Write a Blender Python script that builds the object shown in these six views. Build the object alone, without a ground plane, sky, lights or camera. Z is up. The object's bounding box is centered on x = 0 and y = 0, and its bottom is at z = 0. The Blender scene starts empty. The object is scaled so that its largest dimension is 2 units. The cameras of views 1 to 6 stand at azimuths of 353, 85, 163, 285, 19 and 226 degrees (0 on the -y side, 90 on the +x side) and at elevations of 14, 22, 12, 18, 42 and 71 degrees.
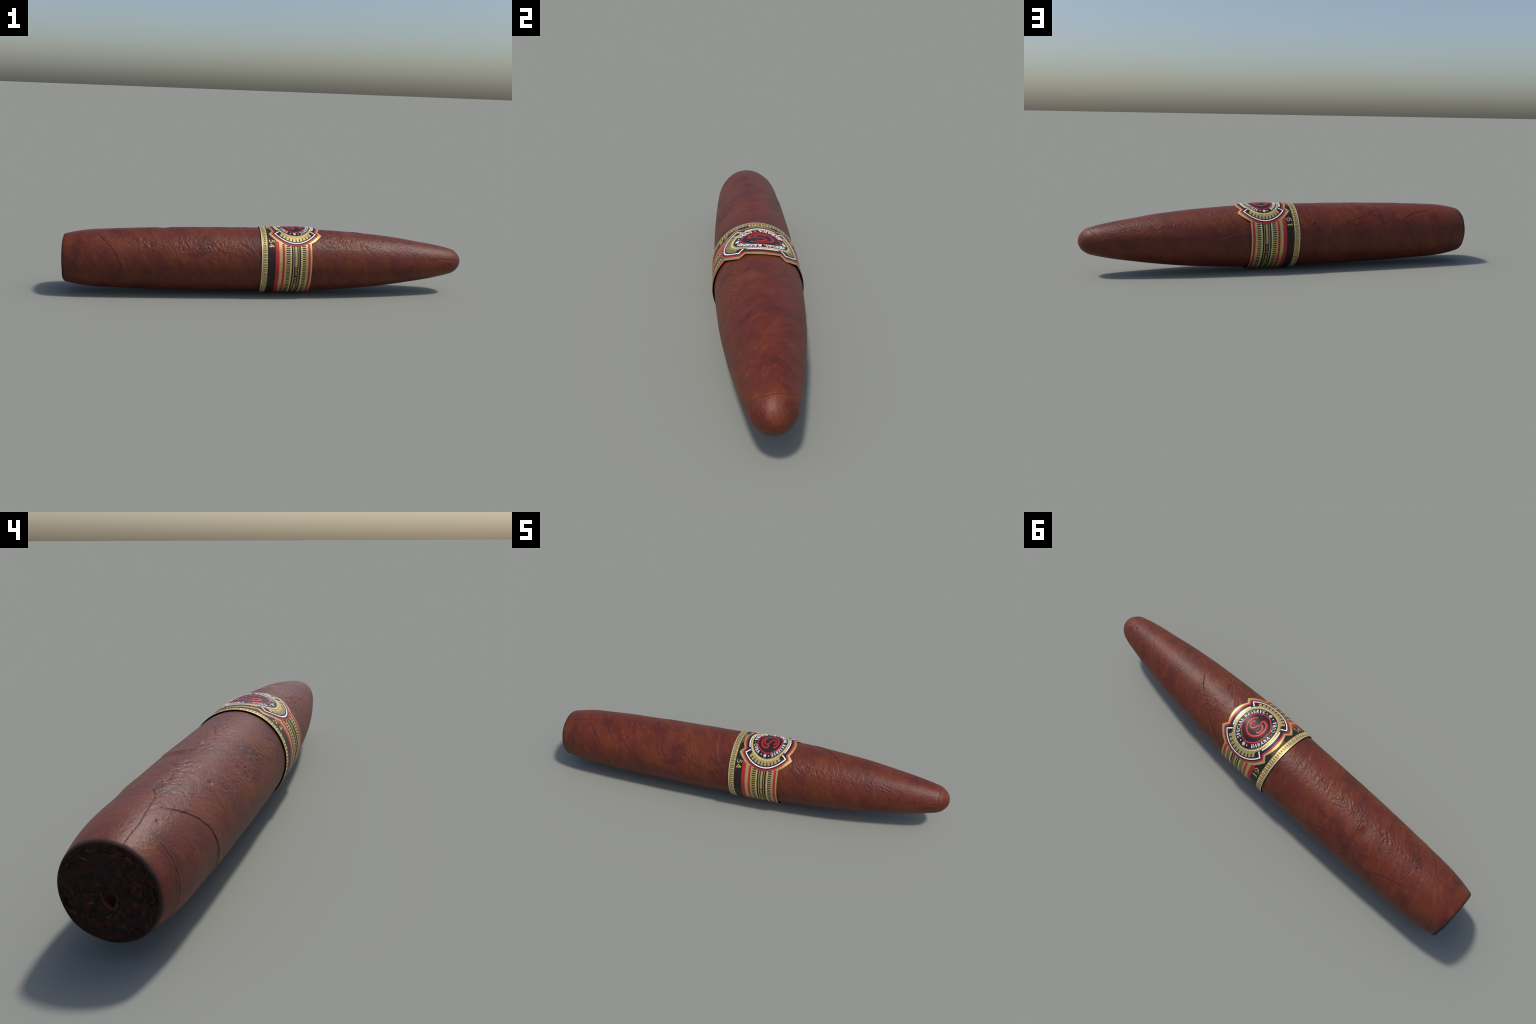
# A figurado cigar lying on its belly: leaf-wrapped body, capped head, cut foot,
# and a paper band with embossed print.  Axis along x, head at +x, foot at -x.
import bpy, bmesh, math
import numpy as np
from mathutils import Vector

rng = np.random.default_rng(7)
TAU = 2 * math.pi

# ------------------------------------------------------------------ utilities
def hermite(xk, yk, x):
    """Smooth curve through a profile's control points."""
    xk = np.asarray(xk, float); yk = np.asarray(yk, float); x = np.asarray(x, float)
    h = np.diff(xk); d = np.diff(yk) / h
    m = np.zeros_like(yk)
    m[1:-1] = (h[1:] * d[:-1] + h[:-1] * d[1:]) / (h[1:] + h[:-1])
    m[0] = 1.5 * d[0] - .5 * m[1]; m[-1] = 1.5 * d[-1] - .5 * m[-2]
    i = np.clip(np.searchsorted(xk, x) - 1, 0, len(xk) - 2)
    t = np.clip((x - xk[i]) / h[i], 0, 1)
    return ((2*t**3 - 3*t*t + 1) * yk[i] + (t**3 - 2*t*t + t) * h[i] * m[i]
            + (3*t*t - 2*t**3) * yk[i+1] + (t**3 - t*t) * h[i] * m[i+1])

def sstep(a, b, x):
    t = np.clip((x - a) / (b - a), 0, 1)
    return t * t * (3 - 2 * t)

def hash3(i, j, k, seed):
    n = (i * 73856093) ^ (j * 19349663) ^ (k * 83492791) ^ (seed * 2654435)
    n = n & 0xffffffff
    n = ((n ^ (n >> 15)) * 2246822519) & 0xffffffff
    n = ((n ^ (n >> 13)) * 3266489917) & 0xffffffff
    return n ^ (n >> 16)

GR = np.array([(1,1,0),(-1,1,0),(1,-1,0),(-1,-1,0),(1,0,1),(-1,0,1),(1,0,-1),(-1,0,-1),
               (0,1,1),(0,-1,1),(0,1,-1),(0,-1,-1)], float)
def perlin(x, y, z, seed=0):
    xi = np.floor(x).astype(np.int64); yi = np.floor(y).astype(np.int64); zi = np.floor(z).astype(np.int64)
    fx, fy, fz = x - xi, y - yi, z - zi
    u, v, w = (f*f*f*(f*(f*6-15)+10) for f in (fx, fy, fz))
    out = 0
    for a in (0, 1):
        for b in (0, 1):
            for c in (0, 1):
                g = GR[hash3(xi+a, yi+b, zi+c, seed) % 12]
                dot = g[..., 0]*(fx-a) + g[..., 1]*(fy-b) + g[..., 2]*(fz-c)
                out = out + dot * (u if a else 1-u) * (v if b else 1-v) * (w if c else 1-w)
    return out

def fbm(P, s, seed, octaves=3):
    o = 0
    for k in range(octaves):
        o = o + perlin(P[0]*s*2**k, P[1]*s*2**k, P[2]*s*2**k, seed + k*17) / 2**k
    return o

# ------------------------------------------------------------------ body form
STATION = [-1, -.9, -.75, -.55, -.3, -.05, .2, .4, .6, .75, .86, .92, .96, .985, 1.0]
RADIUS  = [.1162, .1360, .1450, .1530, .1575, .1585, .1550, .1444, .1255, .1037, .0848, .0720, .0587, .0390, 0]
Y0, Z0 = -.0045, .1655
def body_r(x):
    return np.sqrt(np.maximum(hermite(STATION, np.square(RADIUS), x), 0))
def axis_y(x): return Y0 - .0036 * x + .0008 * x * x
def axis_z(x): return Z0 + 0 * x + .0006 * x ** 3
def on_axis(x, phi, r):
    """phi: degrees-free angle from straight up, growing toward +y."""
    return np.stack([x, axis_y(x) + r * np.sin(phi), axis_z(x) + r * np.cos(phi)], -1)

# ------------------------------------------------------------------ mesh / material helpers
def link(ob, parent=None):
    bpy.context.scene.collection.objects.link(ob)
    if parent is not None:
        ob.parent = parent
    return ob

def mesh_object(name, V, F, mats, parent, smooth=True, kind=None):
    me = bpy.data.meshes.new(name)
    me.from_pydata([tuple(v) for v in V], [], F)
    for m in (mats if isinstance(mats, (list, tuple)) else [mats]):
        me.materials.append(m)
    me.polygons.foreach_set("use_smooth", [smooth] * len(me.polygons))
    me.update()
    ob = link(bpy.data.objects.new(name, me), parent)
    if kind: ob["kind"] = kind
    return ob

class NT:
    def __init__(s, name):
        s.m = bpy.data.materials.new(name); s.m.use_nodes = True
        s.t = s.m.node_tree; s.n = s.t.nodes
        s.b = next(n for n in s.n if n.type == 'BSDF_PRINCIPLED')
        s.co = s.n.new("ShaderNodeTexCoord").outputs["Object"]
    def set(s, **k):
        for a, v in k.items():
            inp = s.b.inputs[a.replace("_", " ")]
            if hasattr(v, "is_linked"): s.t.links.new(v, inp)
            else: inp.default_value = v
    def put(s, inp, v):
        if hasattr(v, "is_linked"): s.t.links.new(v, inp)
        else: inp.default_value = v
    def mapping(s, scale=(1,1,1), rot=(0,0,0), vec=None):
        n = s.n.new("ShaderNodeMapping"); s.put(n.inputs["Vector"], vec or s.co)
        n.inputs["Scale"].default_value = scale; n.inputs["Rotation"].default_value = rot
        return n.outputs[0]
    def noise(s, scale, detail=3, rough=.55, vec=None, dist=0, out="Fac"):
        n = s.n.new("ShaderNodeTexNoise"); s.put(n.inputs["Vector"], vec or s.co)
        n.inputs["Scale"].default_value = scale; n.inputs["Detail"].default_value = detail
        n.inputs["Roughness"].default_value = rough; n.inputs["Distortion"].default_value = dist
        return n.outputs[out]
    def voronoi(s, scale, vec=None, feature='F1', out="Distance"):
        n = s.n.new("ShaderNodeTexVoronoi"); n.feature = feature
        s.put(n.inputs["Vector"], vec or s.co); n.inputs["Scale"].default_value = scale
        return n.outputs[out]
    def ramp(s, fac, stops):
        n = s.n.new("ShaderNodeValToRGB"); s.put(n.inputs[0], fac); e = n.color_ramp.elements
        while len(e) < len(stops): e.new(.5)
        for el, (p, c) in zip(e, stops):
            el.position = p; el.color = (*c, 1) if len(c) == 3 else c
        return n.outputs[0]
    def step(s, fac, a, b):
        n = s.n.new("ShaderNodeMapRange"); s.put(n.inputs["Value"], fac)
        n.inputs["From Min"].default_value = a; n.inputs["From Max"].default_value = b
        n.interpolation_type = 'SMOOTHSTEP'
        return n.outputs[0]
    def math(s, op, a, b=0):
        n = s.n.new("ShaderNodeMath"); n.operation = op
        s.put(n.inputs[0], a); s.put(n.inputs[1], b)
        return n.outputs[0]
    def mix(s, fac, a, b, mode='MIX'):
        n = s.n.new("ShaderNodeMix"); n.data_type = 'RGBA'; n.blend_type = mode
        s.put(n.inputs[0], fac)
        for i, v in ((6, a), (7, b)):
            s.put(n.inputs[i], (*v, 1) if isinstance(v, tuple) and len(v) == 3 else v)
        return n.outputs[2]
    def sep(s, vec):
        n = s.n.new("ShaderNodeSeparateXYZ"); s.put(n.inputs[0], vec); return n.outputs
    def comb(s, x, y, z):
        n = s.n.new("ShaderNodeCombineXYZ")
        for i, v in enumerate((x, y, z)): s.put(n.inputs[i], v)
        return n.outputs[0]
    def bump(s, h, strength, dist, normal=None):
        n = s.n.new("ShaderNodeBump"); s.put(n.inputs["Height"], h)
        n.inputs["Strength"].default_value = strength; n.inputs["Distance"].default_value = dist
        if normal: s.put(n.inputs["Normal"], normal)
        return n.outputs[0]

def leaf_material(name, tint=1.0, vein=0.0):
    k = NT(name)
    x, y, z = k.sep(k.co)[:3]
    # cylindrical coordinates round the cigar's axis, sheared so fibres run slantwise round it
    ang = k.math('ARCTAN2', k.math('SUBTRACT', y, Y0), k.math('SUBTRACT', z, Z0))
    shear = k.math('ADD', x, k.math('MULTIPLY', ang, .055))
    fib = k.comb(k.math('MULTIPLY', shear, 1.0), k.math('MULTIPLY', k.math('SINE', ang), .05),
                 k.math('MULTIPLY', k.math('COSINE', ang), .05))
    # mottling drawn out along the leaf's slant
    leafco = k.comb(k.math('MULTIPLY', shear, 1.25), k.math('MULTIPLY', k.math('SINE', ang), .095),
                    k.math('MULTIPLY', k.math('COSINE', ang), .095))
    big = k.noise(7, 5, .62, vec=leafco, dist=.35)
    med = k.noise(22, 5, .62, vec=leafco, dist=.3)
    blot = k.noise(11, 4, .6, vec=k.mapping(scale=(1.0, 1.0, 1.0), rot=(.4, .8, .3)), dist=.6)
    fibre = k.noise(60, 6, .6, vec=fib)
    grain = k.noise(210, 4, .65)
    base = k.ramp(big, [(.30, (.082, .0122, .0082)), (.44, (.112, .0184, .0092)),
                        (.56, (.126, .0228, .0088)), (.70, (.150, .0335, .0095))])
    c = k.mix(k.math('MULTIPLY', k.step(med, .50, .74), .55), base, (.178, .0465, .0110), 'MIX')
    c = k.mix(k.math('MULTIPLY', k.step(blot, .50, .68), .62), c, (.056, .0105, .0088))
    c = k.mix(k.math('MULTIPLY', k.step(fibre, .53, .73), .50), c, (.172, .042, .0120))
    c = k.mix(k.math('MULTIPLY', k.step(fibre, .46, .26), .50), c, (.042, .0078, .0070))
    c = k.mix(k.math('MULTIPLY', k.step(grain, .54, .74), .35), c, (.170, .050, .018))
    c = k.mix(k.math('MULTIPLY', k.step(grain, .46, .26), .45), c, (.034, .0070, .0065))
    # scattered dark flecks
    fl = k.voronoi(30, vec=k.mapping(scale=(1, 1.3, 1.3)))
    c = k.mix(k.math('MULTIPLY', k.math('MULTIPLY', k.step(fl, .13, .04), k.step(med, .5, .62)), .7), c, (.022, .006, .007))
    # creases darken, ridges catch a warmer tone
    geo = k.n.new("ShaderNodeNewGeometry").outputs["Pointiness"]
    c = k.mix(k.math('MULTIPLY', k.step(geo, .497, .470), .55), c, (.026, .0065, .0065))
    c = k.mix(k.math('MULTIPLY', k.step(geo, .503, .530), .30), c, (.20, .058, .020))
    # the cut rim at the foot is nearly black
    rim = k.math('ADD', x, k.math('MULTIPLY', k.math('SUBTRACT', big, .5), .02))
    c = k.mix(k.math('MULTIPLY', k.step(rim, -.981, -.999), .85), c, (.014, .008, .008))
    if vein:
        c = k.mix(vein, c, (.022, .0065, .0065))
    if tint != 1:
        c = k.mix(1.0, c, (tint, tint, tint), 'MULTIPLY')
    rough = k.math('ADD', .37, k.math('MULTIPLY', med, .16))
    rough = k.math('ADD', rough, k.math('MULTIPLY', k.step(rim, -.984, -.998), .35))
    h = k.math('ADD', k.math('MULTIPLY', grain, .6), k.math('MULTIPLY', fibre, .8))
    pits = k.step(k.voronoi(75), .10, .30)
    h = k.math('ADD', h, k.math('MULTIPLY', pits, .20))
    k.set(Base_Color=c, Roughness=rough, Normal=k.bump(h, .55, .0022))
    k.set(Specular_IOR_Level=.32)
    return k.m

def print_material(name, col, rough, metal=0.0, coat=0.0, var=.12, spec=.5):
    k = NT(name)
    n = k.noise(90, 3)
    lo = tuple(max(0, v * (1 - var)) for v in col); hi = tuple(min(1, v * (1 + var)) for v in col)
    c = k.ramp(n, [(.3, lo), (.7, hi)])
    k.set(Base_Color=c, Roughness=rough, Metallic=metal, Coat_Weight=coat,
          Normal=k.bump(k.noise(260, 2), .10, .001))
    k.set(Coat_Roughness=.25, Specular_IOR_Level=spec)
    return k.m

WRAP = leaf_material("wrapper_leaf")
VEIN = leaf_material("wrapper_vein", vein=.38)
GOLD = print_material("gold_foil", (.55, .415, .155), .42, .60)
PALE = print_material("pale_gold_foil", (.70, .610, .330), .42, .55)
RED  = print_material("red_ink", (.42, .016, .022), .45, .1, 0)
BLACK= print_material("black_brown_ink", (.022, .0120, .0098), .42, 0, 0, spec=.28)
WHITE= print_material("white_ink", (.84, .84, .88), .45, 0)
INSIDE = print_material("band_inside_paper", (.006, .005, .004), .9)  # near-black, seen in the gap under the band's edge

def filler_material(name, lo, hi):
    k = NT(name)
    rnd = k.n.new("ShaderNodeObjectInfo").outputs["Random"]
    n = k.noise(55, 5, .65, dist=.8)
    c = k.ramp(n, [(.38, lo), (.58, tuple((a+b)/3.4 for a, b in zip(lo, hi))), (.76, hi)])
    c = k.mix(1.0, c, k.ramp(rnd, [(0, (.55, .5, .5)), (.6, (1.0, .95, .9)), (.9, (1.5, 1.3, 1.1)), (1, (2.2, 2.4, 1.6))]), 'MULTIPLY')
    h = k.math('ADD', k.noise(120, 5, .7), k.noise(40, 4, .6))
    k.set(Base_Color=c, Roughness=.75, Normal=k.bump(h, .9, .004))
    k.set(Specular_IOR_Level=.25)
    return k.m
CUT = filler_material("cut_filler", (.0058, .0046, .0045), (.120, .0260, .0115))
FOLD = filler_material("folded_filler_leaf", (.018, .0064, .0048), (.210, .0540, .0190))

# ------------------------------------------------------------------ root
cigar = link(bpy.data.objects.new("cigar", None))
cigar["label"] = "brown tapered cigar with gold, red and black paper band"
cigar["category"] = "cigar"

# ------------------------------------------------------------------ body relief
NX, NP = 1180, 440
xs = np.linspace(0, 1, NX)
xs = -1 + 2 * (1 - (1 - xs) ** 1.25)                 # rows closer together at the head
xs[-1] = .99985
ph = np.arange(NP) / NP * TAU - math.pi
X, PHI = np.meshgrid(xs, ph, indexing="ij")
R = body_r(X)
# soft rounding of the cut rim at the foot
R = R - .0028 * np.square(np.clip((-.9935 - X) / .0065, 0, 1))
NOM = (X, R * np.sin(PHI), R * np.cos(PHI))
S = .155 * PHI                                        # unrolled arc length
disp = np.zeros_like(X)

def path_distance(pts, closed_gap=True):
    """Signed distance in the unrolled wrapper to a polyline of (x, degrees)."""
    p = np.array(pts, float); q = np.stack([p[:, 0], np.radians(p[:, 1])], 1)
    x0, x1 = q[:, 0].min() - .06, q[:, 0].max() + .06
    r0, r1 = np.searchsorted(xs, [x0, x1])
    best = np.full(X.shape, 9.0); sgn = np.ones(X.shape); par = np.zeros(X.shape)
    xx = X[r0:r1]; rr = np.maximum(R[r0:r1], .02)
    L = 0
    total = sum(math.hypot(q[i+1,0]-q[i,0], .14*(q[i+1,1]-q[i,1])) for i in range(len(q)-1))
    for i in range(len(q) - 1):
        a, b = q[i], q[i+1]
        dphi = (PHI[r0:r1] - a[1] + math.pi) % TAU - math.pi
        px, ps = xx - a[0], dphi * rr
        dx, ds = b[0] - a[0], (b[1] - a[1]) * rr
        ll = dx*dx + ds*ds
        t = np.clip((px*dx + ps*ds) / np.maximum(ll, 1e-9), 0, 1)
        ex, es = px - t*dx, ps - t*ds
        d = np.hypot(ex, es); side = np.sign(dx*es - ds*ex)
        seg = math.hypot(b[0]-a[0], .14*(b[1]-a[1]))
        m = d < best[r0:r1]
        best[r0:r1] = np.where(m, d, best[r0:r1]); sgn[r0:r1] = np.where(m, side, sgn[r0:r1])
        par[r0:r1] = np.where(m, (L + t*seg) / total, par[r0:r1])
        L += seg
    return best, sgn, par

def smooth_path(pts, n=40):
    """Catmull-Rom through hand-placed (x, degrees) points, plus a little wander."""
    p = np.array(pts, float)
    if len(p) == 2:
        p = np.array([p[0], p.mean(0) + rng.normal(0, [.003, 1.0]), p[1]])
    q = np.vstack([2*p[0]-p[1], p, 2*p[-1]-p[-2]]); out = []
    for i in range(1, len(q) - 2):
        for t in np.linspace(0, 1, 8, endpoint=False):
            a, b, c, d = q[i-1], q[i], q[i+1], q[i+2]
            out.append(.5 * (2*b + (c-a)*t + (2*a-5*b+4*c-d)*t*t + (3*b-a-3*c+d)*t**3))
    out.append(q[-2])
    out = np.array(out)
    out[:, 0] += rng.normal(0, .0009, len(out)); out[:, 1] += rng.normal(0, .35, len(out))
    return out

# leaf edges: one side lies over the other (step), with a dark crack along it
EDGES = [   # points (x, degrees from the top, + toward +y), step height (sign = raised side), crack depth
    ([(-.756, -1), (-.795, -10), (-.83, -12.5), (-.851, -14), (-.88, -15.5), (-.918, -17.5), (-.958, -17.8), (-1.0, -19)], .0006, .0013),
    ([(-.851, -14), (-.832, -25), (-.815, -34), (-.778, -51), (-.749, -66.5), (-.73, -81), (-.717, -95), (-.708, -108), (-.690, -140)], .0015, .0014),
    ([(-.180, -15), (-.138, -17.5), (-.122, -29), (-.114, -42), (-.086, -58), (-.064, -71), (-.048, -78), (.02, -110)], -.0008, .0010),
    ([(-.33, 60), (-.35, 57), (-.404, 49), (-.455, 39.8), (-.497, 33)], .0013, .0008),
    ([(-.26, 70), (-.306, 64), (-.33, 60)], .0008, .0005),
    ([(.480, -14), (.466, -7), (.448, 2), (.430, 9.8), (.396, 21), (.36, 31.5), (.330, 40), (.29, 53), (.247, 63.3), (.218, 70.4), (.19, 74)], -.0018, .0015),
    ([(.19, 73.5), (.249, 75), (.289, 77.5), (.32, 81.5), (.406, 86)], .0009, .0011),
    ([(.899, 100), (.903, 84), (.916, 62), (.937, 40), (.949, 12), (.951, -20), (.948, -42), (.946, -58), (.945, -72)], .0012, .0014),
    ([(.80, -78), (.868, -70.5), (.902, -72), (.95, -73), (.985, -77)], .0013, .0013),
    ([(-.634, 52), (-.650, 66), (-.665, 83), (-.687, 100), (-.70, 113)], .0016, .0018),
    ([(-.631, 57), (-.665, 49), (-.702, 43), (-.75, 37), (-.80, 32)], .0020, .0004),
]
# veins and creases: narrow grooves, a few with a raised shoulder
VEINS = [
    ([(-.919, -18), (-.931, -47), (-.934, -75), (-.932, -100), (-.94, -136)], .0024),
    ([(-.84, -22), (-.857, -46), (-.855, -67), (-.84, -82), (-.826, -91)], .0014),
    ([(-.64, -33), (-.644, -61), (-.657, -83)], .0013),
    ([(-.189, -38), (-.213, -60), (-.217, -84)], .0012),
    ([(-.387, -41), (-.382, -69), (-.377, -88)], .0009),
    ([(-.757, -1), (-.760, 12), (-.759, 28)], .0017),
    ([(-.676, -12), (-.690, -4), (-.697, 0)], .0020),
    ([(-.485, -2), (-.489, 12), (-.498, 29), (-.502, 33)], .0026),
    ([(-.502, 32.5), (-.538, 34)], .0022),
    ([(-.538, 34), (-.527, 46), (-.507, 62), (-.480, 82)], .0018),
    ([(-.654, 76), (-.634, 60), (-.621, 54)], .0020),
    ([(.345, 81), (.334, 93), (.326, 112)], .0015),
    ([(.671, 74), (.631, 91), (.59, 106)], .0013),
    ([(.353, -17), (.351, -32), (.361, -43), (.369, -49), (.367, -60), (.352, -74)], .0026),
    ([(.251, 2), (.269, -4), (.279, -12)], .0020),
    ([(.811, -30), (.82, -48), (.822, -68)], .0008),
    ([(.278, -8), (.257, 1)], .0022),
    ([(.556, 2), (.571, 22)], .0012),
    ([(.985, -70), (.991, -50), (.992, 0)], .0012),
    ([(.255, -19), (.275, -28), (.295, -37)], .0022),
    ([(.399, -28), (.415, -40), (.434, -30)], .0018),
    ([(.305, -49), (.271, -52), (.264, -64)], .0018),
    ([(.442, -45), (.495, -50), (.512, -57)], .0018),
    ([(.417, -71), (.436, -81), (.472, -98)], .0018),
    ([(.86, -73), (.893, -70.5), (.924, -71)], .0012),
]
dark = np.zeros(X.shape, bool)
for i, (pts, h, crack) in enumerate(EDGES):
    d, s, t = path_distance(smooth_path(pts))
    fade = sstep(0, .10, t) * sstep(1, .88, t) if i else sstep(0, .1, t)
    ragged = 1 + .5 * fbm((X*60, S*60, X*0+i), 1, 300+i, 2)
    up = (s * np.sign(h) > 0)
    disp += .8 * abs(h) * fade * np.where(up, np.exp(-(d/.028)**2) * ragged * sstep(0, .0035, d), -.35*np.exp(-(d/.012)**2))
    disp -= .55 * crack * fade * ragged.clip(.3, 1.5) * np.exp(-(d/.0017)**2)
    dark |= (d < .0012 * np.sqrt(fade * np.clip(ragged, .3, 1.3))) & (fade > .25) & (ragged > .7) & (crack > .0012)
for i, (pts, depth) in enumerate(VEINS):
    d, s, t = path_distance(smooth_path(pts))
    fade = sstep(0, .18, t) * sstep(1, .82, t)
    disp += fade * depth * (.30 * np.exp(-(d/.007)**2) - .62 * np.exp(-(d/.0017)**2))
    dark |= (d < .0009 * np.sqrt(fade)) & (fade > .5) & (depth > .0016)

def blob(x, deg, rx, rs):
    dphi = (PHI - math.radians(deg) + math.pi) % TAU - math.pi
    return np.exp(-((X - x)/rx)**2 - (dphi * np.maximum(R, .03) / rs)**2)
# the hollow beside the crease, soft dents and swellings along the leaf
disp -= .0036 * blob(-.522, 13, .026, .034) - .0010 * blob(-.470, 18, .030, .04)
disp += .0015 * blob(-.615, 58, .022, .030) - .0010 * blob(-.66, 70, .03, .03)
disp -= .0010 * blob(-.265, -14, .012, .03)
disp += .0022 * blob(.70, 74, .16, .020) - .0016 * blob(.70, 88, .16, .025)
disp += .0015 * blob(.55, 78, .06, .012)
for x0, dg in ((.903, 12.5), (-.137, 63), (-.43, -62), (-.62, -40), (-.885, -30)):
    disp -= .0022 * blob(x0, dg, .006, .006)
disp += .0016 * blob(-.130, 58, .010, .010)

P3 = (X, R*np.sin(PHI), R*np.cos(PHI))
lump = fbm(P3, 7, 11, 2)
disp += .0010 * lump * sstep(-1, -.9, X) * sstep(.99, .9, X)
# crinkled leaf: ridged noise stretched along the fibres, strong only in patches
shx = X + .055 * PHI
Q = (shx * 1.0, np.sin(PHI) * .155, np.cos(PHI) * .155)
W = (Q[0] + .012*fbm(P3, 22, 51, 1), Q[1] + .012*fbm(P3, 22, 61, 1), Q[2] + .012*fbm(P3, 22, 71, 1))
ridge = 1 - np.abs(fbm(W, 34, 21, 3)) * 2.4
pebble = fbm(W, 75, 33, 2)
fine = 1 - np.abs(fbm(W, 95, 27, 2)) * 2.4
rough_zone = (1.0*blob(-.29, -4, .26, .035) + 1.0*blob(-.64, -8, .13, .030) + .9*blob(-.42, -50, .24, .06)
              + 1.0*blob(.34, -38, .14, .06) + .6*blob(.58, -42, .18, .05) + .5*blob(.62, 60, .2, .05)
              + .5*blob(-.75, -20, .12, .06) + .35*blob(.33, 20, .12, .06) + .5*blob(-.2, -60, .12, .05))
patch = np.clip(rough_zone, 0, 1.1) * (1 - .85*blob(-.527, 10, .036, .05)) * (.65 + .7*np.clip(fbm(P3, 9, 81, 2) + .4, 0, 1)) + .12
ends = sstep(-1.0, -.96, X) * sstep(1.0, .95, X)
disp += ends * patch * (.0009 * (ridge - .55) + .0007 * pebble + .0006 * (fine - .5))
disp += ends * .00018 * fbm(W, 150, 91, 2)

Rd = R + disp
xj = X + np.where(X < -.985, .004*perlin(PHI*1.6, PHI*0+3.3, PHI*0, 5), 0)   # the cut is not quite straight
V = on_axis(xj, PHI, Rd).reshape(-1, 3)
tip = np.array([[1.0, axis_y(1.0), axis_z(1.0)]])
V = np.vstack([V, tip])
idx = np.arange(NX*NP).reshape(NX, NP)
quads = np.stack([idx[:-1], idx[1:], np.roll(idx, -1, 1)[1:], np.roll(idx, -1, 1)[:-1]], -1)   # (NX-1, NP, 4)
fx = .5 * (X[:-1] + X[1:]); fphi = PHI[:-1] + math.pi/NP
fdark = dark[:-1]

# whole-surface normals, so the pieces meet without a visible seam
def vertex_normals(V):
    G = V[:-1].reshape(NX, NP, 3)
    du = np.gradient(G, axis=0); dv = np.roll(G, -1, 1) - np.roll(G, 1, 1)
    n = np.cross(dv, du); n /= np.linalg.norm(n, axis=-1, keepdims=True) + 1e-12
    rad = np.stack([X*0, np.sin(PHI), np.cos(PHI)], -1)
    n *= np.sign((n*rad).sum(-1, keepdims=True) + 1e-9)
    return np.vstack([n.reshape(-1, 3), [[1, 0, 0]]])
VN = vertex_normals(V)

# the cap is the leaf disc beyond the seam round the head
cap_line = np.interp(np.degrees(fphi) % 360, [0, 12, 40, 62, 84, 100, 150, 200, 260, 288, 302, 318, 340, 360],
                     [.950, .949, .937, .916, .903, .899, .905, .925, .94, .945, .946, .948, .951, .950])
is_cap = fx > cap_line

def body_part(name, mask, with_tip):
    f = quads[mask]; fl = fdark[mask]
    faces = [tuple(q) for q in f.tolist()]; mi = fl.astype(int).tolist()
    if with_tip:
        last = idx[-1]
        for j in range(NP):
            faces.append((int(last[j]), len(V)-1, int(last[(j+1) % NP]))); mi.append(0)
    used = np.unique(np.concatenate([np.array(f).ravel(), [len(V)-1] if with_tip else []]).astype(int))
    if with_tip: used = np.unique(np.concatenate([used, idx[-1]]))
    remap = np.full(len(V), -1); remap[used] = np.arange(len(used))
    faces = [tuple(int(remap[v]) for v in q) for q in faces]
    ob = mesh_object(name, V[used], faces, [WRAP, VEIN], cigar)
    ob.data.polygons.foreach_set("material_index", mi)
    ob.data.normals_split_custom_set_from_vertices([tuple(n) for n in VN[used]])
    return ob
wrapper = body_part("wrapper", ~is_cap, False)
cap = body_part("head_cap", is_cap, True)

# ------------------------------------------------------------------ foot: the cut end with bunched filler
NR, NA = 90, NP
rr = np.linspace(0, 1, NR)[:, None]; aa = ph[None, :]
rimx, rimr = xj[0][None, :], Rd[0][None, :]
fy, fz = rr*rimr*np.sin(aa), rr*rimr*np.cos(aa)
FP = (fy, fz, fy*0 + 4.2)
swirl = fbm((fy*1.0+.02*fbm(FP, 14, 201, 1), fz+.02*fbm(FP, 14, 211, 1), fy*0), 26, 221, 4)
sink = sstep(1.0, .90, rr)
fxp = rimx*sstep(.7, 1, rr) + (-1.0)*(1-sstep(.7, 1, rr)) + sink*(.0025 + .0045*swirl) + 0*fy
gl = ((fy + .004)**2/.012**2 + (fz + .020)**2/.016**2)
fxp = fxp + .012*np.exp(-gl*1.3)                      # the small draw hole beside the folded midrib
foot_V = np.stack([fxp + 0*fy, axis_y(-1.0) + fy, axis_z(-1.0) + fz], -1)
fi = np.arange(NR*NA).reshape(NR, NA)
ff = np.stack([fi[:-1], np.roll(fi, -1, 1)[:-1], np.roll(fi, -1, 1)[1:], fi[1:]], -1).reshape(-1, 4)
foot = mesh_object("foot", foot_V.reshape(-1, 3), [tuple(q) for q in ff.tolist()], CUT, cigar)

def ribbon_solid(path, half, depth, x_out):
    """A folded leaf seen end-on: a wavy strip in the y-z plane, extruded into the foot."""
    p = np.array(path); t = np.gradient(p, axis=0); t /= np.linalg.norm(t, axis=1, keepdims=True) + 1e-9
    n = np.stack([-t[:, 1], t[:, 0]], 1); w = half * np.sin(np.linspace(.25, math.pi-.25, len(p)))[:, None]
    A, B = p + n*w, p - n*w
    Vv, Ff = [], []
    for i in range(len(p)):
        for q, xo in ((A[i], x_out+.0006), (p[i], x_out), (B[i], x_out+.0006), (B[i], x_out+depth), (A[i], x_out+depth)):
            Vv.append((xo, axis_y(-1.0)+q[0], axis_z(-1.0)+q[1]))
    for i in range(len(p)-1):
        for k in range(5):
            a, b = i*5+k, i*5+(k+1) % 5
            Ff.append((a, b, b+5, a+5))
    Ff += [(0, 4, 3, 2, 1), tuple((len(p)-1)*5+k for k in range(5))]
    return Vv, Ff

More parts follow.
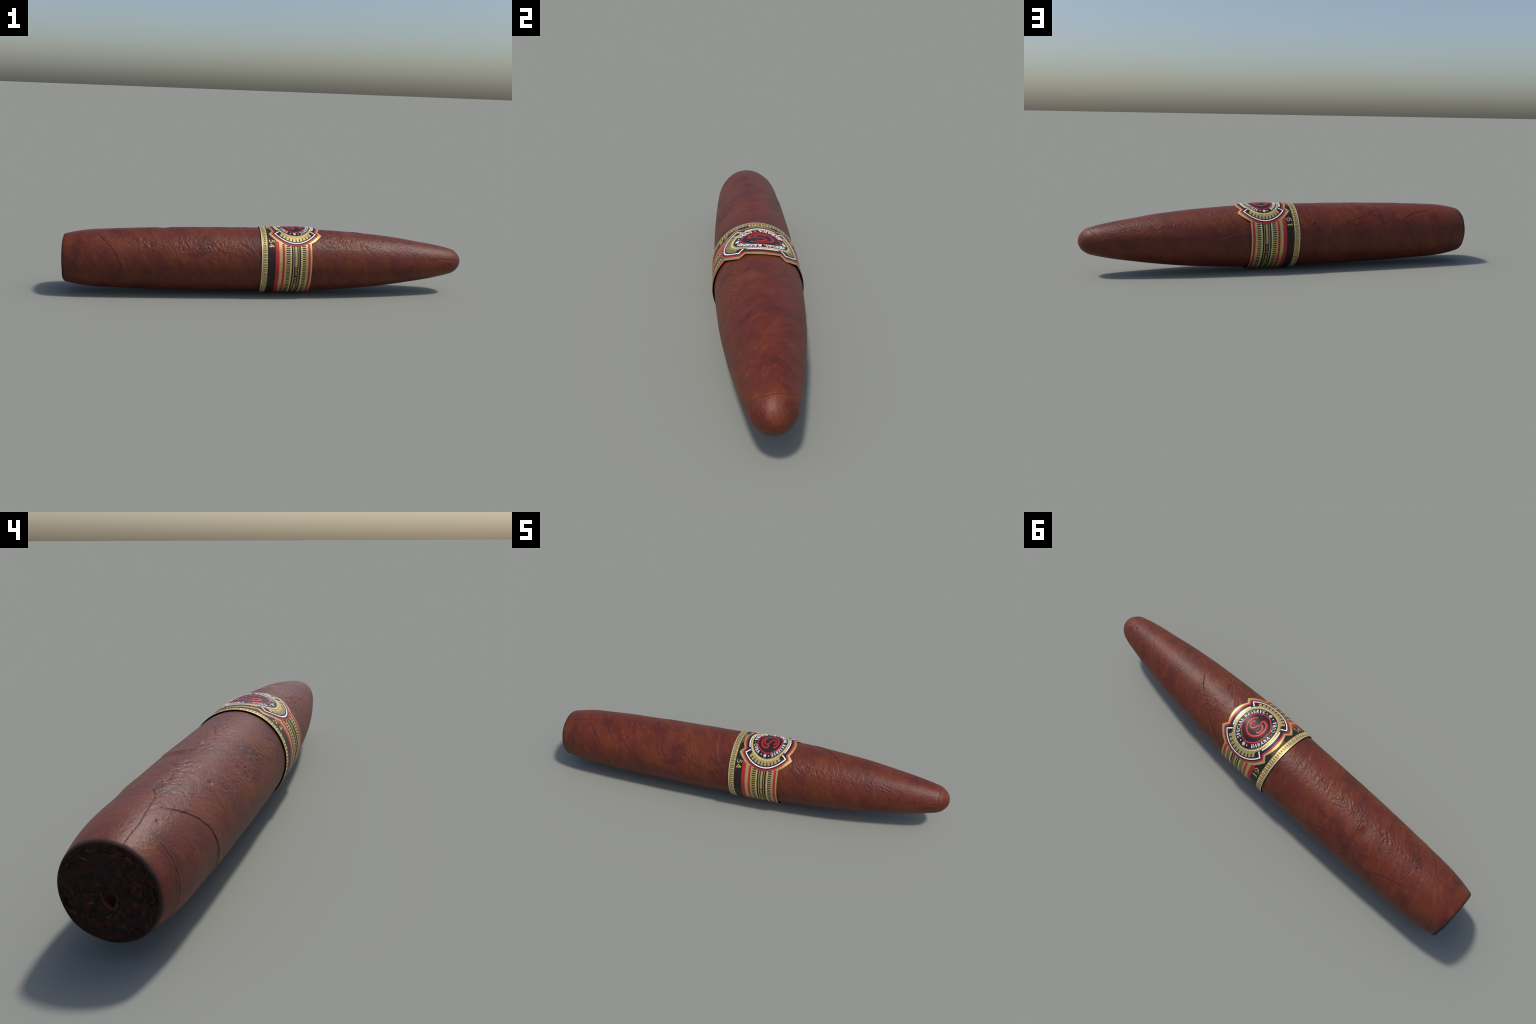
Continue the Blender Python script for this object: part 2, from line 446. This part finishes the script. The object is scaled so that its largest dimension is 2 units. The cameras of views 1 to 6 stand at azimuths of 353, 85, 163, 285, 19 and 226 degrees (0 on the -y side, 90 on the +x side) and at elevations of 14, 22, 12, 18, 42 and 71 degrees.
def smooth2(pts, n=6):
    p = np.array(pts, float); q = np.vstack([2*p[0]-p[1], p, 2*p[-1]-p[-2]]); out = []
    for i in range(1, len(q)-2):
        for t in np.linspace(0, 1, n, endpoint=False):
            a, b, c, d = q[i-1], q[i], q[i+1], q[i+2]
            out.append(.5*(2*b+(c-a)*t+(2*a-5*b+4*c-d)*t*t+(3*b-a-3*c+d)*t**3))
    out.append(q[-2]); return np.array(out)

leaves = [smooth2([(.020, .004), (.014, -.012), (.006, -.028), (-.006, -.036), (-.016, -.030), (-.020, -.012), (-.019, .002)])]
tries = 0
while len(leaves) < 170 and tries < 900:
    tries += 1
    ra = math.sqrt(rng.uniform(.02, 1)) * .108; a0 = rng.uniform(0, TAU)
    cx_, cz_ = ra*math.sin(a0), ra*math.cos(a0)
    # leaves lie round the bunch near the rim, more jumbled toward the middle
    along = a0 + math.pi/2 + rng.normal(0, .25 + .7*(1-ra/.108)); L = rng.uniform(.010, .036); bend = rng.uniform(-.4, 1.5)
    pts = []
    for s_ in np.linspace(-.5, .5, 5):
        an = along + bend*s_
        pts.append((cx_ + L*s_*math.sin(an) + rng.normal(0, .0011), cz_ + L*s_*math.cos(an) + rng.normal(0, .0011)))
    p = smooth2(pts, 5)
    if np.hypot(p[:, 0], p[:, 1]).max() < .1125 and np.hypot(p[:, 0]+.004-.0, p[:, 1]+.018).min() > .013: leaves.append(p)
for i, p in enumerate(leaves):
    Vv, Ff = ribbon_solid(p, .0040 if i == 0 else rng.uniform(.0010, .0034), .014, -1.0 + rng.uniform(-.0002, .0030))
    mesh_object("filler_leaf", Vv, Ff, FOLD, foot)

# ------------------------------------------------------------------ band
BC, PHI0, WRAPR = .118, math.radians(3.2), .163       # emblem centre along x, its angle, unrolling radius
STR = 1.23                                            # print is stretched round the cigar
GAP = .0050
B0, B1 = -.0515, .1945
def band_r(x):
    """The paper hugs the body loosely and is straighter than it."""
    return body_r(np.clip(x, -.06, .21)) + GAP + .0018 * sstep(.10, .20, x) - np.clip(x - .21, 0, 1) * .14
def band_at(x, phi, off):
    return on_axis(x, phi, band_r(x) + off)
def emblem(a, b, off):
    """Print coordinates (a to the reader's right, b up) to the band's surface."""
    return band_at(BC + np.asarray(b, float), PHI0 - np.asarray(a, float)*STR/WRAPR, off)

# outlines of the shield layers: (degrees from the a axis, radius), mirrored over both axes
GOLD_EDGE  = [(0, .1275), (24, .1275), (29.5, .1395), (32.2, .1418), (45, .1442), (61.5, .1495), (65.5, .1245), (78, .1285), (90, .1295)]
RED_EDGE   = [(0, .1320), (27, .1318), (40, .1335), (59.3, .1365), (63.2, .1165), (75, .1180), (90, .1185)]
BLACK_EDGE = [(0, .1250), (35, .1255), (57.0, .1290), (61.0, .1105), (75, .1105), (90, .1105)]
def quadrant(edge):
    d, r = zip(*edge)
    def f(ang):
        w = np.degrees(np.abs(ang)) % 360
        w = np.where(w > 180, 360 - w, w); w = np.where(w > 90, 180 - w, w)
        return np.interp(w, d, r)
    return f, d
def shield_angles(d):
    base = set(np.round(np.linspace(0, 90, 64), 3)) | set(d)
    q = sorted(base)
    full = [*q, *(180 - v for v in reversed(q)), *(180 + v for v in q), *(360 - v for v in reversed(q))]
    return np.radians(sorted(set(np.round([v % 360 for v in full], 4))))

def sheet(name, rings, off, mat, parent, closed=True, skirt=.0012, kind=None):
    """A printed layer: rings (rows of print points, inner to outer) laid on the band, edges turned down."""
    rows = [emblem(A, B, off) for A, B in rings]
    A, B = rings[-1]; rows.append(emblem(A, B, off - skirt))
    A, B = rings[0]; rows.insert(0, emblem(A, B, off - skirt))
    n = len(rows[0]); Vv = np.vstack(rows); Ff = []
    for i in range(len(rows)-1):
        for j in range(n if closed else n-1):
            k = (j+1) % n
            Ff.append((i*n+j, (i+1)*n+j, (i+1)*n+k, i*n+k))
    ob = mesh_object(name, Vv, Ff, mat, parent, kind=kind)
    flat_edges(ob)
    return ob

def flat_edges(ob):
    """Orient outward and keep rims crisp."""
    me = ob.data; bm = bmesh.new(); bm.from_mesh(me)
    for f in bm.faces:
        c = f.calc_center_median(); f.normal_update()
        rad = Vector((0, c.y - Y0, c.z - Z0)).normalized()
        if abs(f.normal.dot(rad)) > .5 and f.normal.dot(rad) < 0: f.normal_flip()
    for e in bm.edges:
        if len(e.link_faces) == 2:
            e.smooth = abs(e.link_faces[0].normal.dot(e.link_faces[1].normal)) > .75
    bm.to_mesh(me); bm.free()

def polar_disc(name, rin, rout, ang, off, mat, parent, nr=8, closed=True):
    rings = []
    for t in np.linspace(0, 1, nr):
        r = rin(ang)*(1-t) + rout(ang)*t
        rings.append((r*np.cos(ang), r*np.sin(ang)))
    return sheet(name, rings, off, mat, parent, closed)
const = lambda v: (lambda a: np.full_like(np.asarray(a, float), v))

# paper shell, gold-faced, its head edge cut to the shield
gfun, gd = quadrant(GOLD_EDGE)
ga = shield_angles(gd); gr = gfun(ga); top = np.sin(ga) > 0
oa, ob_ = gr*np.cos(ga), gr*np.sin(ga)
keep = top & (np.abs(oa) < .1217); order = np.argsort(oa[keep]); oa, ob_ = oa[keep][order], ob_[keep][order]
NB = 900
bphi = np.sort(np.concatenate([np.arange(NB)/NB*TAU - math.pi, PHI0 - oa*STR/WRAPR]))
a_of = -((bphi - PHI0))*WRAPR/STR
xtop = np.maximum(B1, BC + np.interp(a_of, oa, ob_, left=-1, right=-1))
rows = []
NBX = 44
for t in np.linspace(0, 1, NBX):
    x = B0 + (xtop - B0)*t
    rows.append(band_at(x, bphi, 0))
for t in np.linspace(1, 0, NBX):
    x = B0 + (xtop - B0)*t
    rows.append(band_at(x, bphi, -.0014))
n = len(bphi); Ff = []; mi = []
for i in range(len(rows)):
    for j in range(n):
        k, i2 = (j+1) % n, (i+1) % len(rows)
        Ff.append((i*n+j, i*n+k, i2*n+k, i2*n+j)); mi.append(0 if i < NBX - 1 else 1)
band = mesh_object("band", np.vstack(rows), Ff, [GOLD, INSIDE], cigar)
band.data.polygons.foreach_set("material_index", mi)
bm = bmesh.new(); bm.from_mesh(band.data)
bmesh.ops.recalc_face_normals(bm, faces=bm.faces)
for e in bm.edges:
    e.smooth = abs(e.link_faces[0].normal.dot(e.link_faces[1].normal)) > .7
bm.to_mesh(band.data); bm.free()

def stripe(name, x0, x1, off, mat, p0=-math.pi, p1=math.pi, nphi=480, nx=5):
    full = p1 - p0 > TAU - .01
    pp = np.linspace(p0, p1, nphi + 1)[:nphi if full else nphi + 1]
    rows = [band_at(pp*0+x0, pp, off-.0012)] + [band_at(pp*0+x, pp, off) for x in np.linspace(x0, x1, nx)] + [band_at(pp*0+x1, pp, off-.0012)]
    m = len(pp); Ff = []
    for i in range(len(rows)-1):
        for j in range(m if full else m-1):
            k = (j+1) % m
            Ff.append((i*m+j, i*m+k, (i+1)*m+k, (i+1)*m+j))
    o = mesh_object(name, np.vstack(rows), Ff, mat, band); flat_edges(o)
    return o

stripe("edge_stripe", B0+.0006, -.0455, .0010, PALE)
stripe("edge_line", -.0455, -.0440, .0003, BLACK)
stripe("black_stripe", -.0223, .0160, .0005, BLACK, nx=8)
stripe("red_stripe", .0160, .0338, .0006, RED)
stripe("red_stripe", .0500, .0605, .0006, RED)
stripe("red_stripe", .1753, .1866, .0006, RED)
for x0, x1 in ((.0950, .1020), (.1066, .1113), (.1222, .1274), (.1310, .1384)):
    stripe("black_stripe", x0, x1, .0005, BLACK)

def patch_set(name, cells, mat, kind="stuff", parent=None):
    """Many small raised pads on the band joined as one part: (x, phi, half x, half arc, height, roundness)."""
    Vv, Ff = [], []
    for (x, p, hx, hs, h, rnd) in cells:
        base = len(Vv); m = 12
        ring = []
        for q in range(m):
            an = TAU*(q+.5)/m; cx_, sy_ = math.cos(an), math.sin(an)
            e = 2/rnd
            ring.append((math.copysign(abs(cx_)**e, cx_), math.copysign(abs(sy_)**e, sy_)))
        for sc, hh in ((1, -.0004), (1, h*.45), (.72, h)):
            for u, v in ring:
                xx = x + u*hx*sc; pp = p + v*hs*sc/WRAPR
                Vv.append(band_at(np.array(xx), np.array(pp), hh))
        Vv.append(band_at(np.array(x), np.array(p), h*1.05))
        for lay in range(2):
            for q in range(m):
                a, b = base+lay*m+q, base+lay*m+(q+1) % m
                Ff.append((a, b, b+m, a+m))
        for q in range(m):
            Ff.append((base+2*m+q, base+2*m+(q+1) % m, base+3*m))
    o = mesh_object(name, np.array(Vv), Ff, mat, parent or band, smooth=True, kind=kind)
    bm = bmesh.new(); bm.from_mesh(o.data); bmesh.ops.recalc_face_normals(bm, faces=bm.faces); bm.to_mesh(o.data); bm.free()
    return o

NT_ = 44
tick0 = math.radians(-75.6)
DARKENED_FOIL = print_material("shaded_foil", (.26, .165, .050), .45, .6)  # gold foil tinted down to draw shade on the trim ovals
patch_set("trim_rungs", [(-.0335, tick0 + TAU*i/NT_, .0090, .0018, .0011, 7) for i in range(NT_)], PALE)
patch_set("trim_rungs", [(-.0335, tick0 + TAU*(i+.5)/NT_, .0050, .0010, .0008, 4) for i in range(NT_)], PALE)
patch_set("trim_ovals", [(-.0335, tick0 + TAU*(i+.5)/NT_ + sg*.0350, .0066, .0030, .0009, 2.3) for i in range(NT_) for sg in (-1, 1)], DARKENED_FOIL)
NBAR = 95
patch_set("black_bars", [(xc, TAU*i/NBAR, .0090, .0026, .0005, 8) for i in range(NBAR) for xc in (.0777, .1562)], BLACK)
NDOT = 108
patch_set("gold_beads", [(xc, TAU*i/NDOT, .0030, .0034, .0010, 2) for i in range(NDOT) for xc in (.0905, .1430)
                          if abs((TAU*i/NDOT - PHI0 + math.pi) % TAU - math.pi) > math.radians(56.5)], PALE)

# ------------------------------------------------------------------ shield layers
SH = .0009
rfun, rd = quadrant(RED_EDGE); kfun, kd = quadrant(BLACK_EDGE)
inset = lambda f, d: (lambda a: f(a) - d)
polar_disc("gold_border", const(.095), inset(gfun, .0006), ga, SH, GOLD, band, 12)
polar_disc("red_border", const(.095), rfun, shield_angles(rd), SH+.0005, RED, band, 12)
polar_disc("black_field", const(.080), kfun, shield_angles(kd), SH+.0010, BLACK, band, 12)
LV = SH + .0016
def arc(c, half, n=60): return np.radians(np.linspace(c-half, c+half, n))
for c in (90, 270):
    polar_disc("white_arc", const(.0955), const(.1000), arc(c, 27.5), LV, WHITE, band, 3, False)
for c in (0, 180):
    # bracket: radial leg, long arc, radial leg, as one mitred strip
    w = .0022; legs = [(r, c-55) for r in np.linspace(.0965, .121, 8)]
    mid = [(.1185 + .0030*abs(t)**3, c + 55.0*t) for t in np.linspace(-1, 1, 90)]
    path = legs[:-1] + mid + [(r, c+55) for r in np.linspace(.121, .0965, 8)][1:]
    P = np.array([(r*math.cos(math.radians(d)), r*math.sin(math.radians(d))) for r, d in path])
    T = np.diff(P, axis=0); T /= np.linalg.norm(T, axis=1, keepdims=True)
    N0 = np.stack([-T[:, 1], T[:, 0]], 1); NN = np.vstack([N0[:1], N0[:-1]+N0[1:], N0[-1:]])
    NN /= np.linalg.norm(NN, axis=1, keepdims=True)
    cosm = np.ones(len(P)); cosm[1:-1] = np.clip((NN[1:-1]*N0[1:]).sum(1), .5, 1)
    off = NN*(w/cosm)[:, None]
    sheet("white_bracket", [tuple((P-off).T), tuple(P.T), tuple((P+off).T)], LV, WHITE, band, closed=False)
# gold ring, beaded rope and spokes
ring_a = np.linspace(0, TAU, 240, endpoint=False)
polar_disc("gold_ring", const(.0826), const(.0945), ring_a, LV+.0003, GOLD, band, 4)
def emblem_pads(name, cells, mat, parent=band):
    """Pads in print space: (a, b, direction, half length, half width, height, roundness)."""
    Vv, Ff = [], []; m = 12
    for (a, b, dr, hl, hw, h, rnd, off) in cells:
        base = len(Vv); e = 2/rnd
        for sc, hh in ((1, -.0004), (1, h*.5), (.70, h)):
            for q in range(m):
                an = TAU*(q+.5)/m; u = math.copysign(abs(math.cos(an))**e, math.cos(an))*hl*sc; v = math.copysign(abs(math.sin(an))**e, math.sin(an))*hw*sc
                Vv.append(emblem(a + u*math.cos(dr) - v*math.sin(dr), b + u*math.sin(dr) + v*math.cos(dr), off+hh))
        Vv.append(emblem(a, b, off+h*1.05))
        for lay in range(2):
            for q in range(m):
                i, j = base+lay*m+q, base+lay*m+(q+1) % m
                Ff.append((i, j, j+m, i+m))
        for q in range(m): Ff.append((base+2*m+q, base+2*m+(q+1) % m, base+3*m))
    o = mesh_object(name, np.array(Vv), Ff, mat, parent, kind="stuff")
    bm = bmesh.new(); bm.from_mesh(o.data); bmesh.ops.recalc_face_normals(bm, faces=bm.faces); bm.to_mesh(o.data); bm.free()
    return o
cells = []
for i in range(84):
    t = TAU*i/84
    cells.append((.0886*math.cos(t), .0886*math.sin(t), t + .75, .0038, .0020, .0014, 2, LV+.0003))
emblem_pads("rope_ring", cells, PALE)
for c in (0, 180):
    polar_disc("spoke_base", const(.094), const(.0985), arc(c, 46), LV+.0001, GOLD, band, 3, False)
    for i in range(10):
        mid = c - 45.5 + 91*(i+.5)/10
        rings = []
        for r in (.0980, .1035, .1085, .1118):
            half = 3.35 - .15*(r > .1)
            t = arc(mid, half, 5)
            rings.append((r*np.cos(t), r*np.sin(t)))
        sheet("gold_spoke", rings, LV+.0004, GOLD, band, closed=False)

# centre: a slightly domed black boss, wavy red ring, scrolled monogram
def dome(r): return .0020*max(0.0, 1-(r/.058)**2)
def dome_off(a, b): return .0020*np.clip(1-(np.hypot(a, b)/.058)**2, 0, 1)
ring_b = np.linspace(0, TAU, 160, endpoint=False)
rows = [(np.cos(ring_b)*r, np.sin(ring_b)*r) for r in np.linspace(.002, .0828, 22)]
Vv = np.vstack([emblem(a, b, LV + dome_off(a, b)) for a, b in rows]); m = len(ring_b); Ff = [tuple(range(m))]
for i in range(len(rows)-1):
    for j in range(m): Ff.append((i*m+j, (i+1)*m+j, (i+1)*m+(j+1) % m, i*m+(j+1) % m))
boss = mesh_object("centre_boss", Vv, Ff, BLACK, band); flat_edges(boss)

def stroke(path, widths, off, taper=0, closed=False):
    """A flat-topped ribbon along print points, slightly bevelled."""
    P = np.array(path, float)
    T = np.gradient(P, axis=0) if not closed else np.roll(P, -1, 0) - np.roll(P, 1, 0)
    T /= np.linalg.norm(T, axis=1, keepdims=True) + 1e-12
    N = np.stack([-T[:, 1], T[:, 0]], 1); w = (np.broadcast_to(widths, len(P))/2)[:, None]
    out = []
    for k, h in ((-1, -.0007), (-1, .0002), (-.6, .0006), (0, .0008), (.6, .0006), (1, .0002), (1, -.0007)):
        q = P + N*w*k
        out.append(emblem(q[:, 0], q[:, 1], off + dome_off(q[:, 0], q[:, 1]) + h))
    n_ = len(P); Vv = np.vstack(out); Ff = []
    for i in range(len(out)-1):
        for j in range(n_ if closed else n_-1):
            k = (j+1) % n_
            Ff.append((i*n_+j, i*n_+k, (i+1)*n_+k, (i+1)*n_+j))
    if not closed:
        Ff.append(tuple(i*n_ for i in range(len(out)))); Ff.append(tuple(i*n_ + n_-1 for i in range(len(out)))[::-1])
    return Vv, Ff
def stroke_object(name, strokes, mat, parent=band, kind=None):
    VV, FF, b = [], [], 0
    for Vv, F_ in strokes:
        VV.append(Vv); FF += [tuple(i+b for i in f) for f in F_]; b += len(Vv)
    o = mesh_object(name, np.vstack(VV), FF, mat, parent, kind=kind)
    bm = bmesh.new(); bm.from_mesh(o.data); bmesh.ops.recalc_face_normals(bm, faces=bm.faces)
    for e in bm.edges:
        if len(e.link_faces) == 2: e.smooth = e.link_faces[0].normal.dot(e.link_faces[1].normal) > .6
    bm.to_mesh(o.data); bm.free()
    return o
wav = .0588 + .0009*np.cos(6*ring_b + .6) + .0007*np.cos(4*ring_b - .9)
stroke_object("red_ring", [stroke(np.stack([wav*np.cos(ring_b), wav*np.sin(ring_b)], 1), .0050, LV+.0003, closed=True)], RED)
scroll = smooth2([(.031, .0262), (.0218, .0366), (.0092, .0402), (-.0079, .0392), (-.0216, .0314), (-.0311, .018), (-.0338, .0041),
                  (-.0317, -.0124), (-.0245, -.0258), (-.0138, -.035), (.001, -.039), (.0169, -.0362), (.0285, -.0285), (.0345, -.0165), (.0348, -.0008)], 8)
hook = np.array([(.0350, -.0012), (.0300, -.0015), (.0250, -.0018), (.0205, -.0022)])
ess = smooth2([(.0163, .0207), (.0097, .0272), (-.0004, .0285), (-.0091, .0228), (-.0123, .0151), (-.0082, .0064), (.0011, .0012),
               (.0117, -.0025), (.0178, -.0080), (.0179, -.0165), (.0111, -.0252), (.0003, -.0289), (-.0085, -.0258), (-.0145, -.0165)], 8)
stroke_object("monogram", [stroke(scroll, np.linspace(.0074, .0088, len(scroll)), LV+.0003),
                           stroke(hook, .0082, LV+.0005), stroke(ess, .0068, LV+.0004)], RED)

# ------------------------------------------------------------------ lettering: a small serif alphabet of strokes
TH, TN, SF = .185, .095, .08                           # thick, thin and serif stroke widths (letter height 1)
def bow(cx, cy, rx, ry, a0, a1, n=14):
    t = np.radians(np.linspace(a0, a1, n)); return [(cx + rx*math.cos(v), cy + ry*math.sin(v)) for v in t]
def serif(x, y, half=.16): return ([(x-half, y), (x, y), (x+half, y)], SF)
def stem(x, y0=0, y1=1, w=TH): return ([(x, y0), (x, .5*(y0+y1)), (x, y1)], w)
def line(p, q, w): return ([p, (.5*(p[0]+q[0]), .5*(p[1]+q[1])), q], w)
S_CURVE = [(.60, .80), (.50, .93), (.34, .97), (.17, .89), (.12, .74), (.20, .60), (.36, .52), (.52, .44), (.60, .28), (.53, .11), (.36, .03), (.19, .07), (.09, .22)]
GLYPH = {
    'S': (.70, [(S_CURVE, .13), line((.60, .78), (.60, .97), SF), line((.09, .03), (.09, .24), SF)]),
    'P': (.72, [stem(.2), (bow(.26, .74, .38, .24, 90, -90), .12), line((.2, .965), (.3, .965), TN), line((.2, .50), (.3, .50), TN), serif(.2, .035), serif(.12, .965, .10)]),
    'R': (.80, [stem(.2), (bow(.26, .75, .36, .22, 90, -90), .12), line((.2, .965), (.3, .965), TN), line((.2, .53), (.3, .53), TN), line((.38, .52), (.68, .03), .14), serif(.2, .035), serif(.12, .965, .10), serif(.70, .035, .10)]),
    'E': (.70, [stem(.2), line((.1, .965), (.62, .965), TN), line((.2, .5), (.5, .5), TN), line((.1, .035), (.65, .035), TN), line((.62, .99), (.62, .78), SF), line((.65, .02), (.65, .25), SF), line((.5, .4), (.5, .6), SF)]),
    'C': (.76, [(bow(.42, .5, .34, .47, 48, 312, 22), .13), line((.65, .70), (.65, .97), SF)]),
    'I': (.40, [stem(.2), serif(.2, .035), serif(.2, .965)]),
    'A': (.84, [line((.12, .03), (.42, 1.0), TN), line((.42, 1.0), (.70, .03), TH), line((.22, .34), (.60, .34), TN), serif(.12, .035, .12), serif(.72, .035, .13)]),
    'L': (.66, [stem(.2), line((.1, .035), (.62, .035), TN), line((.62, .02), (.62, .28), SF), serif(.2, .965)]),
    'V': (.82, [line((.12, .97), (.42, .0), TH), line((.42, .0), (.70, .97), TN), serif(.12, .965, .13), serif(.70, .965, .12)]),
    'H': (.86, [stem(.2), stem(.66), line((.2, .5), (.66, .5), TN), serif(.2, .035), serif(.2, .965), serif(.66, .035), serif(.66, .965)]),
    'B': (.74, [stem(.2), (bow(.28, .75, .32, .22, 90, -90), .11), (bow(.28, .27, .38, .24, 90, -90), .12), line((.1, .97), (.3, .97), TN), line((.2, .52), (.3, .52), TN), line((.1, .03), (.3, .03), TN)]),
    'N': (.86, [stem(.2, w=TN), line((.2, .97), (.68, .03), TH), stem(.68, w=TN), serif(.2, .035, .13), serif(.14, .965, .12), serif(.68, .965, .14)]),
    'U': (.82, [([(.2, .97), (.2, .3), (.25, .13), (.40, .03), (.56, .1), (.63, .3), (.63, .97)], .12), serif(.2, .965), serif(.63, .965, .13)]),
    'M': (1.0, [stem(.2, w=TN), line((.2, .97), (.48, .05), TH), line((.48, .05), (.76, .97), TN), stem(.78, w=TH), serif(.2, .035, .12), serif(.78, .035), serif(.15, .965, .10), serif(.82, .965, .12)]),
    'D': (.82, [stem(.2), (bow(.28, .5, .44, .465, 90, -90, 18), .13), line((.1, .965), (.3, .965), TN), line((.1, .035), (.3, .035), TN)]),
    '-': (.44, [line((.06, .42), (.36, .42), .12)]),
    ' ': (.34, []),
    '1': (.52, [stem(.26), line((.26, .97), (.10, .82), TN), serif(.26, .035, .2)]),
    '9': (.70, [(bow(.36, .68, .24, .28, -20, 340, 22), .12), ([(.60, .66), (.58, .36), (.46, .12), (.26, .03), (.14, .12)], .13)]),
    '5': (.68, [line((.20, .95), (.58, .95), .13), line((.20, .97), (.18, .52), TN), (bow(.32, .31, .27, .28, 125, -150, 20), .13)]),
    '4': (.72, [stem(.50), line((.50, .97), (.08, .30), TN), line((.06, .30), (.66, .30), .11), serif(.50, .035, .15)]),
}
def glyph_strokes(ch, to_print, size, off, bold=1.0):
    out = []
    for i, (pts, w) in enumerate(GLYPH[ch][1]):
        p = [to_print(u, v) for u, v in pts]
        P = np.array(p, float)
        if len(P) < 6: P = np.vstack([P[:1] + (P[1:2]-P[:1])*t for t in (0, .5)] + [P[1:]])
        out.append(stroke(P, w*size*bold, off + .00013*i))
    return out
def text_width(s, track): return sum(GLYPH[c][0] + track for c in s) - track
def ring_text(name, s, radius, start, end, size, inward, mat):
    """Letters set on a circle between two angles (degrees from the a axis)."""
    track = .10; total = text_width(s, track); pos = 0
    for ch in s:
        w = GLYPH[ch][0]
        ang = math.radians(start + (end-start)*(pos + w/2)/total)
        if inward: right = (-math.sin(ang), math.cos(ang)); up = (-math.cos(ang), -math.sin(ang))
        else: right = (math.sin(ang), -math.cos(ang)); up = (math.cos(ang), math.sin(ang))
        o = (radius*math.cos(ang), radius*math.sin(ang))
        f = lambda u, v: (o[0] + ((u-w/2)*right[0] + (v-.5)*up[0])*size, o[1] + ((u-w/2)*right[1] + (v-.5)*up[1])*size)
        g = glyph_strokes(ch, f, size, LV+.0003)
        if g: stroke_object(name, g, mat)
        pos += w + track
ring_text("letter", "SPECIAL RESERVE", .0708, 157, 21, .0140, False, WHITE)
ring_text("letter", "HABANA - CUBA", .0708, -148, -30, .0140, True, WHITE)
dots = []
for deg in (12.5, -19, 166.5, -164):
    t = math.radians(deg); dots.append((.0708*math.cos(t), .0708*math.sin(t), t, .0026, .0026, .0008, 2, LV))
emblem_pads("white_dots", dots, WHITE)
for side in (0, 180):
    cxa = .0708*math.cos(math.radians(side)); czb = -.0035; t = np.linspace(0, TAU, 28, endpoint=False)
    sg = 1 if side == 0 else -1
    circ = np.stack([cxa + .0058*np.cos(t), .0058*np.sin(t) + czb], 1)
    mark = smooth2([(cxa + sg*.0028, .0026), (cxa + sg*.0004, .0032), (cxa - sg*.0018, .0014), (cxa, 0), (cxa + sg*.0020, -.0014), (cxa - sg*.0006, -.0032), (cxa - sg*.0028, -.0022)], 4)
    mark = mark + np.array([0, czb])
    stroke_object("white_seal", [stroke(circ, .0018, LV+.0003, closed=True), stroke(mark, .0020, LV+.0004)], WHITE)

def line_text(name, s, x, phi_start, phi_end, size, off, mat, bold=1.0):
    """Letters along the band, tops toward the head, read in falling angle."""
    track = .12; total = text_width(s, track); pos = 0
    a0 = -(math.radians(phi_start) - PHI0)*WRAPR/STR; a1 = -(math.radians(phi_end) - PHI0)*WRAPR/STR
    for ch in s:
        w = GLYPH[ch][0]; sx = (a1-a0)/total
        f = lambda u, v: (a0 + (pos + u)*sx, x - BC + (v-.5)*size)
        g = glyph_strokes(ch, f, min(size, sx*1.2), off, bold)
        if g: stroke_object(name, g, mat)
        pos += w + track
line_text("letter", "HAND MADE", -.0150, 18.5, -10.5, .0070, .0010, GOLD)
line_text("numeral", "19", -.0020, 66.5, 49, .0250, .0012, GOLD, 1.15)
line_text("numeral", "54", -.0020, -40.5, -56.5, .0250, .0012, GOLD, 1.15)
for sgn in (1, -1):
    c = math.degrees(PHI0) + sgn*110.0
    stripe("name_plate", .1113, .1222, .0006, BLACK, math.radians(c-18), math.radians(c+18), 60)
    line_text("letter", "HAND MADE", .1168, c+17, c-17, .0098, .0012, GOLD)

# ------------------------------------------------------------------ settle on the ground
bpy.context.view_layer.update()
zmin = min(float(np.array([v.co for v in o.data.vertices])[:, 2].min()) for o in cigar.children_recursive if o.type == 'MESH')
cigar.location.z = 0.0
ground = bpy.context.scene
for o in cigar.children_recursive:
    if o.type == 'MESH':
        o.data.transform(__import__("mathutils").Matrix.Translation((0, 0, -zmin)))
print("settled by", zmin)
